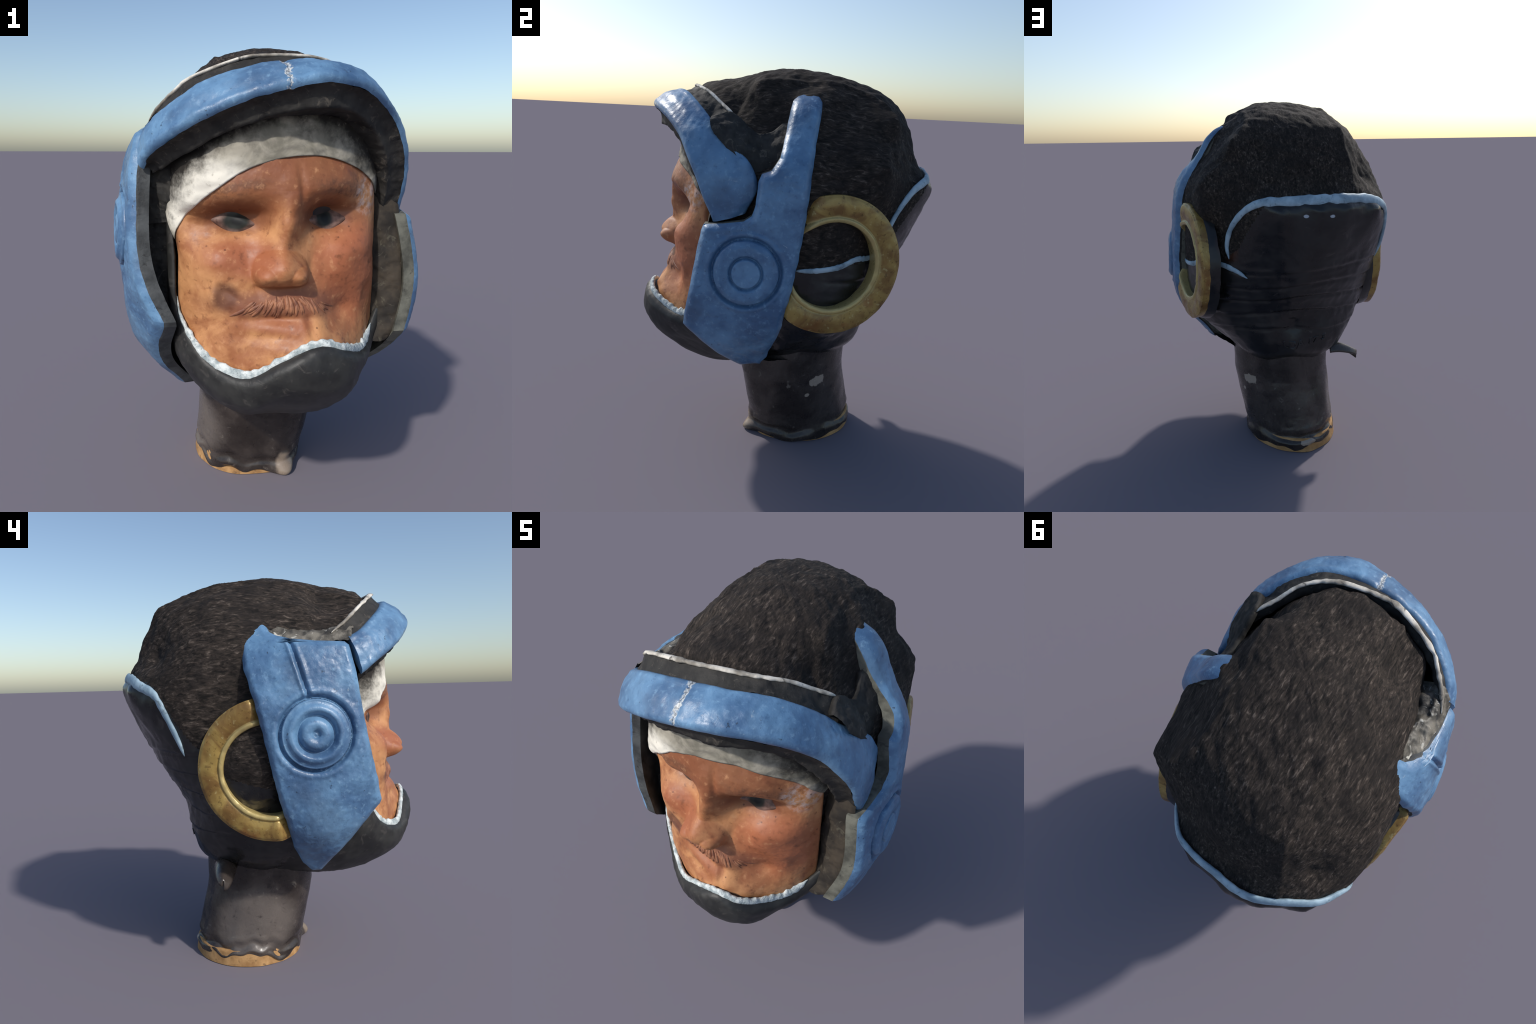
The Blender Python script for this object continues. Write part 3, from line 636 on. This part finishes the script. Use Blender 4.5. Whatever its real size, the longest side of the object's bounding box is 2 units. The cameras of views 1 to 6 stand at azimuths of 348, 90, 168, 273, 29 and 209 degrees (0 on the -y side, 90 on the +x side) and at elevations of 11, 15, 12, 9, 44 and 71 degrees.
def side_plate(front, back, xctrl, side, disc_c, disc_prof, groove, inner_mat, thick, extra=None, wave=0.004):
    """front/back: edge polylines (y, z) from bottom to top; xctrl: (y, z, x) surface points"""
    fr = np.array(front, float); bk = np.array(back, float)
    zs = np.unique(np.r_[np.linspace(max(fr[0, 1], bk[0, 1]), min(fr[-1, 1], bk[-1, 1]), 330), fr[1:-1, 1], bk[1:-1, 1]])
    zs = zs[(zs >= max(fr[0, 1], bk[0, 1])) & (zs <= min(fr[-1, 1], bk[-1, 1]))]
    yf = np.interp(zs, fr[:, 1], fr[:, 0]); yb = np.interp(zs, bk[:, 1], bk[:, 0])
    wob = np.array([noise.noise(Vector((q * 18, side * 3, 0))) for q in zs]) * wave
    yf = yf + wob; yb = yb + np.array([noise.noise(Vector((q * 22, side * 3, 5))) for q in zs]) * wave
    k = .5 - .5 * np.cos(np.linspace(0, np.pi, 150))
    Y = yb[:, None] * (1 - k) + yf[:, None] * k; Z = np.repeat(zs[:, None], 150, 1)
    xc = np.array(xctrl, float); fx = rbf(xc[:, :2], xc[:, 2], .1, 1e-3)
    surf = lambda Y, Z: fx(np.stack([Y, Z], -1))
    poly = list(zip(yf, zs))[::2] + [(yf[-1], zs[-1])] + list(zip(yb, zs))[::-2] + [(yb[0], zs[0])]
    d = poly_dist(Y, Z, poly); d[:, 0] = 0; d[:, -1] = 0; Rr = .03
    drop = .026 * (1 - np.clip(d / Rr, 0, 1)) ** 2.2
    X = surf(Y, Z) - drop
    P0 = np.stack([X * side, Y, Z], -1)
    X = X + .004 * fnoise(P0, 10, 4.0 + side, 3) + .0012 * fnoise(P0, 45, 1.0, 2)
    rd = np.hypot(Y - disc_c[0], Z - disc_c[1])
    X = X + groove(rd)
    if extra is not None: X = X + extra(Y, Z)
    Xi = np.minimum(X - .012, surf(Y, Z) - thick - (.15 - thick) * (1 - smoothstep(0, .5, k))[None] * smoothstep(.56, .75, Z))
    Xi = np.where(d < 1e-6, X - .012, Xi)
    outer = np.stack([X * side, Y, Z], -1); inner = np.stack([Xi * side, Y, Z], -1)
    # closed loop per row: outer back->front, then inner front->back
    loop = np.concatenate([outer, inner[:, ::-1]], 1); n, m = loop.shape[:2]
    Vv = list(loop.reshape(-1, 3)); Ff = grid_faces(n, m, False, True); mi = []
    for i in range(n - 1):
        for j in range(m): mi.append(0 if j < 150 - 1 else (2 if j == m - 1 else 1))
    h = m // 2
    for i in (0, n - 1):
        for j in range(h - 1):
            Ff.append((i * m + j, i * m + j + 1, i * m + m - 2 - j, i * m + m - 1 - j)); mi.append(0)
    ob = make_obj('side_plate', Vv, Ff, BLUE, root, mats=[BLUE, inner_mat, LINER], midx=mi); fix_normals(ob)
    ob.data.set_sharp_from_angle(angle=math.radians(50))
    # turned disc riding on the plate
    rr = np.array([p[0] for p in disc_prof]); hh = np.array([p[1] for p in disc_prof])
    r = np.linspace(.0005, rr[-1], 70); a = np.linspace(0, 2 * np.pi, 120, endpoint=False)
    A, Q = np.meshgrid(a, r, indexing='ij')
    hs = catmull(np.c_[rr, hh], 400); H = np.interp(Q, hs[:, 0], hs[:, 1])
    Yd = disc_c[0] + Q * np.cos(A); Zd = disc_c[1] + Q * np.sin(A)
    Gd = np.stack([(surf(Yd, Zd) + H) * side, Yd, Zd], -1)
    Gd[..., 0] += side * .0015 * fnoise(Gd, 30, 2.0, 2)
    grid_obj('disc', Gd, BLUE, ob, cu=True)
    return ob

left_x = [(.07, 1.81, .345), (.12, 1.71, .43), (0, 1.69, .485), (.11, 1.53, .565), (-.09, 1.65, .54), (-.34, 1.63, .55), (-.2, 1.5, .602), (-.385, 1.4, .585), (.06, 1.35, .63),
          (-.19, 1.25, .626), (-.42, 1.2, .592), (.03, 1.2, .645), (-.2, 1.0, .628), (-.48, 1.0, .538), (-.02, .98, .635), (-.50, .92, .503), (-.2, .76, .58), (-.36, .78, .535), (-.1, .72, .545), (-.215, .56, .415), (-.34, 1.0, .605)]
left_front = [(-.23, .555), (-.30, .66), (-.37, .755), (-.45, .855), (-.495, .905), (-.503, .925), (-.48, 1.01), (-.43, 1.2), (-.40, 1.35), (-.375, 1.5), (-.345, 1.62), (-.325, 1.636), (-.2, 1.642), (-.09, 1.655), (-.03, 1.672), (0.0, 1.69), (.015, 1.72), (.025, 1.765), (.045, 1.80), (.06, 1.812)]
left_back = [(-.19, .555), (-.14, .61), (-.095, .717), (-.06, .86), (-.03, .96), (.01, 1.14), (.055, 1.33), (.09, 1.45), (.115, 1.53), (.13, 1.62), (.142, 1.70), (.135, 1.745), (.11, 1.79), (.085, 1.812)]
lc = (-.195, 1.243)
lgroove = lambda r: -.018 * np.exp(-((r - .160) / .007) ** 2) - .012 * (r < .15) + .005 * np.exp(-((r - .185) / .012) ** 2)
lprof = [(0, .006), (.012, .004), (.022, .016), (.04, .024), (.058, .020), (.072, .004), (.080, -.005), (.088, .006), (.102, .022), (.116, .022), (.130, .012), (.140, .008), (.148, .006), (.154, -.02)]
def crease(Y, Z):
    yl = np.interp(Z, [1.40, 1.65], [-.165, -.085]); g = smoothstep(1.37, 1.43, Z)
    return g * (-.012 * np.exp(-((Y - yl) / .007) ** 2) + .007 * np.exp(-((Y - yl - .018) / .008) ** 2) + .006 * np.exp(-((Y - yl + .02) / .01) ** 2))
side_plate(left_front, left_back, left_x, -1, lc, lprof, lgroove, DARKPAD, .075, crease)

right_x = [(.05, 1.80, .408), (.05, 1.85, .36), (.11, 1.845, .362), (.05, 1.88, .30), (.105, 1.7, .464), (-.02, 1.745, .43), (.09, 1.566, .549), (-.05, 1.6, .56), (-.135, 1.535, .58), (.074, 1.43, .59), (-.14, 1.4, .61), (-.27, 1.29, .60), (-.38, 1.30, .577), (.062, 1.286, .604), (.046, 1.14, .615),
           (-.18, 1.1, .637), (-.43, 1.0, .605), (.017, .99, .62), (-.2, .9, .627), (-.46, .83, .558), (-.022, .824, .592), (-.25, .72, .56), (-.21, .59, .455), (-.084, .60, .435), (-.05, .72, .53)]
right_front = [(-.20, .56), (-.235, .59), (-.35, .70), (-.44, .785), (-.468, .815), (-.455, .90), (-.43, 1.02), (-.40, 1.2), (-.388, 1.27), (-.375, 1.30), (-.335, 1.304), (-.29, 1.297 + .012), (-.20, 1.325), (-.165, 1.35), (-.15, 1.40), (-.143, 1.50), (-.13, 1.53), (-.09, 1.545), (-.055, 1.60), (-.035, 1.70), (-.018, 1.80), (-.008, 1.84), (.012, 1.865), (.035, 1.878)]
right_back = [(-.10, .56), (-.07, .615), (-.05, .70), (-.018, .80), (.0, .90), (.03, 1.05), (.058, 1.24), (.075, 1.40), (.088, 1.56), (.105, 1.70), (.122, 1.80), (.122, 1.84), (.11, 1.865), (.085, 1.878)]
rc = (-.18, 1.105)
rgroove = lambda r: -.016 * np.exp(-((r - .152) / .007) ** 2) - .010 * (r < .145) + .005 * np.exp(-((r - .172) / .01) ** 2)
rprof = [(0, .012), (.03, .012), (.055, .013), (.062, .010), (.067, -.006), (.072, -.005), (.08, .010), (.095, .016), (.115, .019), (.130, .014), (.141, .006), (.147, -.018)]
side_plate(right_front, right_back, right_x, 1, rc, rprof, rgroove, INNER, .075)

# charcoal panel bridging brim and strap on the right temple
ptop = catmull([(.40, -.37, 1.755), (.385, -.31, 1.775), (.382, -.27, 1.772), (.395, -.20, 1.72), (.404, -.155, 1.692), (.395, -.10, 1.70), (.378, -.045, 1.742), (.385, -.005, 1.74)], 50)
pbot = catmull([(.47, -.35, 1.69), (.49, -.30, 1.64), (.50, -.25, 1.60), (.50, -.20, 1.54), (.50, -.16, 1.46), (.50, -.12, 1.46), (.50, -.06, 1.52), (.49, -.0, 1.60)], 50)
GP = np.stack([ptop * (1 - k) + pbot * k + np.array([.012, -.01, .012]) * math.sin(k * math.pi) for k in np.linspace(0, 1, 30)], 0)
GPi = GP[::-1] - np.array([.022, 0, .012])
GP = np.concatenate([GP, GPi], 0); GP = GP + (fnoise(GP, 22, 5.0, 3) * .006)[..., None]
grid_obj('temple_panel', GP, LINER, root, cu=True)

# cheek pads closing the gap between face edge and plate rim
def cheek_pad(a_pts, b_pts, depth, mat):
    A_ = catmull(a_pts, 90); B_ = catmull(b_pts, 90)
    G = np.stack([A_ * (1 - k) + B_ * k + np.array([0, depth * math.sin(k * math.pi) ** .8, 0]) for k in np.linspace(0, 1, 24)], 1)
    return grid_obj('cheek_pad', G + (fnoise(G, 14, 3.0, 3) * .008)[..., None], mat, root)
cheek_pad([(.395, -.31, 1.46), (.395, -.34, 1.25), (.395, -.34, 1.1), (.39, -.35, .95), (.365, -.37, .83), (.335, -.42, .77)], [(.53, -.33, 1.42), (.535, -.365, 1.26), (.53, -.40, 1.1), (.525, -.425, .95), (.50, -.445, .83), (.46, -.43, .76)], -.02, BROWNPAD)

cheek_pad([(-.42, -.37, 1.58), (-.425, -.385, 1.48), (-.425, -.385, 1.38), (-.42, -.375, 1.29)], [(-.525, -.32, 1.60), (-.535, -.335, 1.50), (-.54, -.345, 1.40), (-.535, -.33, 1.28)], .015, LINER)
cheek_pad([(-.42, -.34, 1.32), (-.42, -.34, 1.2), (-.415, -.35, 1.05), (-.405, -.37, .92), (-.37, -.41, .82)], [(-.55, -.30, 1.32), (-.565, -.30, 1.2), (-.555, -.32, 1.05), (-.53, -.36, .92), (-.49, -.38, .82)], .01, LINER)
# crumpled pale padding in the open pocket of the left temple
pad_out = catmull([(-.515, -.355, 1.65), (-.52, -.30, 1.645), (-.525, -.2, 1.635), (-.51, -.1, 1.645), (-.475, -.01, 1.675), (-.43, .03, 1.72)], 80)
pad_mid = catmull([(-.47, -.37, 1.70), (-.475, -.28, 1.69), (-.475, -.19, 1.675), (-.46, -.10, 1.68), (-.44, -.03, 1.70), (-.41, .02, 1.735)], 80)
pad_in = catmull([(-.43, -.36, 1.73), (-.425, -.27, 1.70), (-.42, -.18, 1.69), (-.42, -.09, 1.70), (-.41, -.03, 1.73), (-.40, .02, 1.75)], 80)
low_in = pad_in + np.array([.06, 0, -.03])
GL = np.stack([catmull(np.array(g), 34) for g in zip(pad_out, pad_mid, pad_in, low_in)])
GL = GL + (fnoise(GL, 13, 11.0, 3) * .022)[..., None] * np.array([.4, .4, 1])
grid_obj('padding', GL, CRUMPLE, root)

# ================================================================== GOLD RINGS
def ring(c, n, R, r, edge, tuck, name='ear_ring', depth=.035):
    n = Vector(n).normalized(); u = n.cross(Vector((0, 0, 1))).normalized(); v = u.cross(n)
    n, u, v = map(np.array, (n, u, v)); c = np.array(c)
    w = R - r; prof = [(r + .004, -depth), (r, -.012), (r + .006, .002), (r + .018, .004), (r + .026, -.003), (r + .035, .0), (r + w * .55, .006), (R - .02, .003), (R - .006, -.004), (R, -.014), (R - .004, -depth)]
    prof = catmull(np.array(prof), 44)
    a = np.linspace(0, 2 * np.pi, 160, endpoint=False)
    rho = prof[None, :, 0] * (1 + .006 * np.sin(3 * a + 1))[:, None]
    G = c + rho[..., None] * (np.cos(a)[:, None, None] * u + np.sin(a)[:, None, None] * v) + prof[None, :, 1, None] * n
    G = G + (fnoise(G, 14, 4.0, 3) * .004)[..., None] * n
    # the front of the ring slips under the side plate: bend it in there and drop what is hidden
    sgn_ = math.copysign(1, c[0]); lim = smoothstep(edge + .03, edge - .05, G[..., 1] + (1.1 - G[..., 2]) * .22)
    G[..., 0] -= sgn_ * lim * tuck
    nu, nv = G.shape[:2]; keep = G[..., 1] + (1.1 - G[..., 2]) * .22 > edge - .09
    F_ = [f for f in grid_faces(nu, nv, True, False) if all(keep.reshape(-1)[i] for i in f)]
    ob = make_obj(name, G.reshape(-1, 3), F_, mat_gold(tuple(c), tuple(n)), root); fix_normals(ob)
    # black cup carrying the ring, flaring down onto the cap
    cp = catmull(np.array([(R - .012, -.02), (R - .002, -.04), (R + .008, -.062), (R + .014, -.09)]), 14)
    GC_ = c + cp[None, :, 0, None] * (np.cos(a)[:, None, None] * u + np.sin(a)[:, None, None] * v) + cp[None, :, 1, None] * n
    lim = smoothstep(edge + .03, edge - .05, GC_[..., 1] + (1.1 - GC_[..., 2]) * .22); GC_[..., 0] -= sgn_ * lim * (tuck + .05)
    kp = (GC_[..., 1] + (1.1 - GC_[..., 2]) * .22 > edge - .07).reshape(-1)
    Fc = [f for f in grid_faces(len(a), 14, True, False) if all(kp[i] for i in f)]
    GC_ = GC_ + (fnoise(GC_, 12, 6.0, 3) * .006)[..., None] * n
    cup = make_obj('ear_cup', GC_.reshape(-1, 3), Fc, SHELL, root); fix_normals(cup)
    return ob
ring((.558, .206, 1.135), (1, .23, .02), .322, .200, .045, .05, depth=.075)
ring((-.594, .012, 1.082), (-1, .14, -.04), .325, .205, .01, .06, depth=.08)

# ================================================================== CHIN GUARD
# stations from left jaw round the chin to the right jaw: rim, lip, bulge, underside, throat
GUARD_ST = [
 [(-.422, -.375, 1.30), (-.448, -.35, 1.28), (-.435, -.24, 1.08), (-.43, -.10, .82), (-.33, .05, .58)],
 [(-.416, -.405, .99), (-.445, -.385, .96), (-.44, -.27, .86), (-.40, -.12, .68), (-.29, .0, .53)],
 [(-.385, -.455, .88), (-.415, -.445, .845), (-.425, -.35, .745), (-.36, -.20, .595), (-.24, -.05, .50)],
 [(-.306, -.53, .775), (-.33, -.545, .735), (-.335, -.47, .64), (-.27, -.31, .52), (-.18, -.10, .47)],
 [(-.186, -.625, .74), (-.20, -.665, .70), (-.195, -.61, .59), (-.15, -.40, .482), (-.1, -.15, .44)],
 [(-.063, -.672, .81), (-.065, -.727, .78), (-.06, -.695, .67), (-.05, -.46, .492), (-.02, -.17, .43)],
 [(.067, -.698, .872), (.075, -.748, .83), (.08, -.722, .68), (.08, -.47, .485), (.06, -.17, .43)],
 [(.18, -.67, .84), (.20, -.713, .79), (.21, -.66, .65), (.18, -.41, .478), (.13, -.15, .44)],
 [(.28, -.558, .788), (.315, -.575, .745), (.29, -.51, .635), (.24, -.31, .51), (.17, -.10, .48)],
 [(.35, -.468, .80), (.38, -.46, .75), (.365, -.38, .66), (.305, -.21, .555), (.22, -.03, .51)],
 [(.42, -.40, .90), (.47, -.37, .85), (.48, -.26, .70), (.40, -.10, .59), (.28, .05, .53)],
]
st = np.array(GUARD_ST); cols = [catmull(st[:, k], 170) for k in range(5)]
inner_rim = cols[0] + np.array([0, .10, -.05])
rows = np.stack([inner_rim] + cols, 1)
GG = np.stack([catmull(r, 50) for r in rows])
c0 = np.array([0, -.15, .9]); N = GG - c0; N /= np.linalg.norm(N, axis=-1, keepdims=True)
GG = GG + N * (.005 * fnoise(GG, 9, 2.0, 3) + .002 * fnoise(GG, 40, 3.0, 2))[..., None]
grid_obj('chin_guard', GG, GUARD, root)
rimp = cols[0][16:-8:5] + np.array([0, -.008, .0])
sweep('fleece_trim', rimp, 320, [.004, .008, .014, .022, .026, .016, .014, .022, .016, .024, .020, .024, .012], [.006, .010, .012, .011, .013, .012, .010], lambda p: np.array(p) - np.array([0, -.1, .7]) * 1.0, FLUFF, root, rough=.7, seed=4)

# ================================================================== NECK
na, nz = 200, 140
a = np.linspace(0, 2 * np.pi, na, endpoint=False)          # angle 0 faces the front, 90 degrees the right
zs = np.linspace(0, .60, nz)
FOOT = [(-.045, -.128), (.07, -.125), (.155, -.075), (.20, .02), (.212, .106), (.195, .21), (.15, .30), (.06, .40), (-.067, .452), (-.16, .42), (-.235, .36), (-.295, .24), (-.305, .10), (-.275, .01), (-.225, -.062), (-.143, -.114)]
foot = catmull(FOOT, 800, True); fc = np.array([-.04, .16]); fa = np.arctan2(foot[:, 0] - fc[0], -(foot[:, 1] - fc[1])) % (2 * np.pi); o = np.argsort(fa)
fr_ = np.interp(a, fa[o], np.hypot(*(foot - fc).T)[o], period=2 * np.pi)
A, Z = np.meshgrid(a, zs, indexing='ij')
sa_, ca_ = np.sin(A), np.cos(A)
up_ = np.interp(Z, [0, .25, .4, .6], [0, .6, 1, 1])
X = fc[0] + fr_[:, None] * sa_; X = -.305 + (X + .305) * (1 + .095 * up_) + .02 * up_
Y = fc[1] - fr_[:, None] * ca_ - .078 * up_
GN = np.stack([X, Y, Z], -1)
nr = np.stack([sa_, -ca_, 0 * sa_], -1)
wr = .006 * fnoise(GN, 6, 1.0, 2) + .0015 * fnoise(GN, (25, 25, 30), 6.0, 2) * smoothstep(.3, .1, Z)
fold = .012 * np.sin((Z * 62 + 2.2 * fnoise(GN, 5, 3.0, 2))) * smoothstep(.15, .04, Z)
spur = .06 * np.exp(-((A - .42) / .16) ** 2) * smoothstep(.13, 0, Z)
side_l = .5 - .5 * sa_
tuck = -.012 * smoothstep(.045, .02, Z) * side_l
GN = GN + nr * (wr + fold + spur + tuck)[..., None]
# tape ends a little above the ground on the left
lift = .034 * smoothstep(.2, .95, side_l) * np.clip(.9 + .45 * np.sin(A * 4 + .6) + 1.1 * fnoise(np.stack([ca_ * 3, sa_ * 3, 0 * A], -1), 1.1, 2.0, 1), .05, 1.6)
GN[..., 2] = lift + GN[..., 2] * (1 - lift / .60)
grid_obj('neck', GN, NECK, root, cu=True)
zc = np.linspace(0, .08, 6)
GC = np.stack([np.stack([fc[0] + (fr_ + .004) * np.sin(a), fc[1] - (fr_ + .004) * np.cos(a), np.full(na, q)], -1) for q in zc], 1)
nrc = np.stack([np.sin(a), -np.cos(a), 0 * a], -1)
GC = GC + nrc[:, None] * ((.004 * np.sin(a * 3 + 1) - .012)[:, None] + (.010 * (1 - zc / .08))[None])[..., None] * 1.0
GC = np.concatenate([GC, (GC[:, -1:] - nrc[:, None] * .02), GC[:, :1] - nrc[:, None] * .02], 1)
grid_obj('cardboard_tube', GC, CARD, root, cu=True)
# curled tab of paper at the back left
tab = []
for s_ in np.linspace(0, 1, 24):
    c = np.array([-.255 - .18 * s_, .25, .59 - .02 * s_ - .055 * s_ ** 2]); w = .055 * (1 - .35 * s_) * math.sqrt(max(1e-4, 1 - s_ ** 5))
    tab.append([c + np.array([0, w * k, -.05 * (1 - .3 * s_) * k * k + .012 * s_ * k]) for k in np.linspace(-1, 1, 14)])
tab = np.array(tab); tb = make_obj('paper_tab', tab.reshape(-1, 3), grid_faces(24, 14), NECK, root)
md = tb.modifiers.new('s', 'SOLIDIFY'); md.thickness = .008
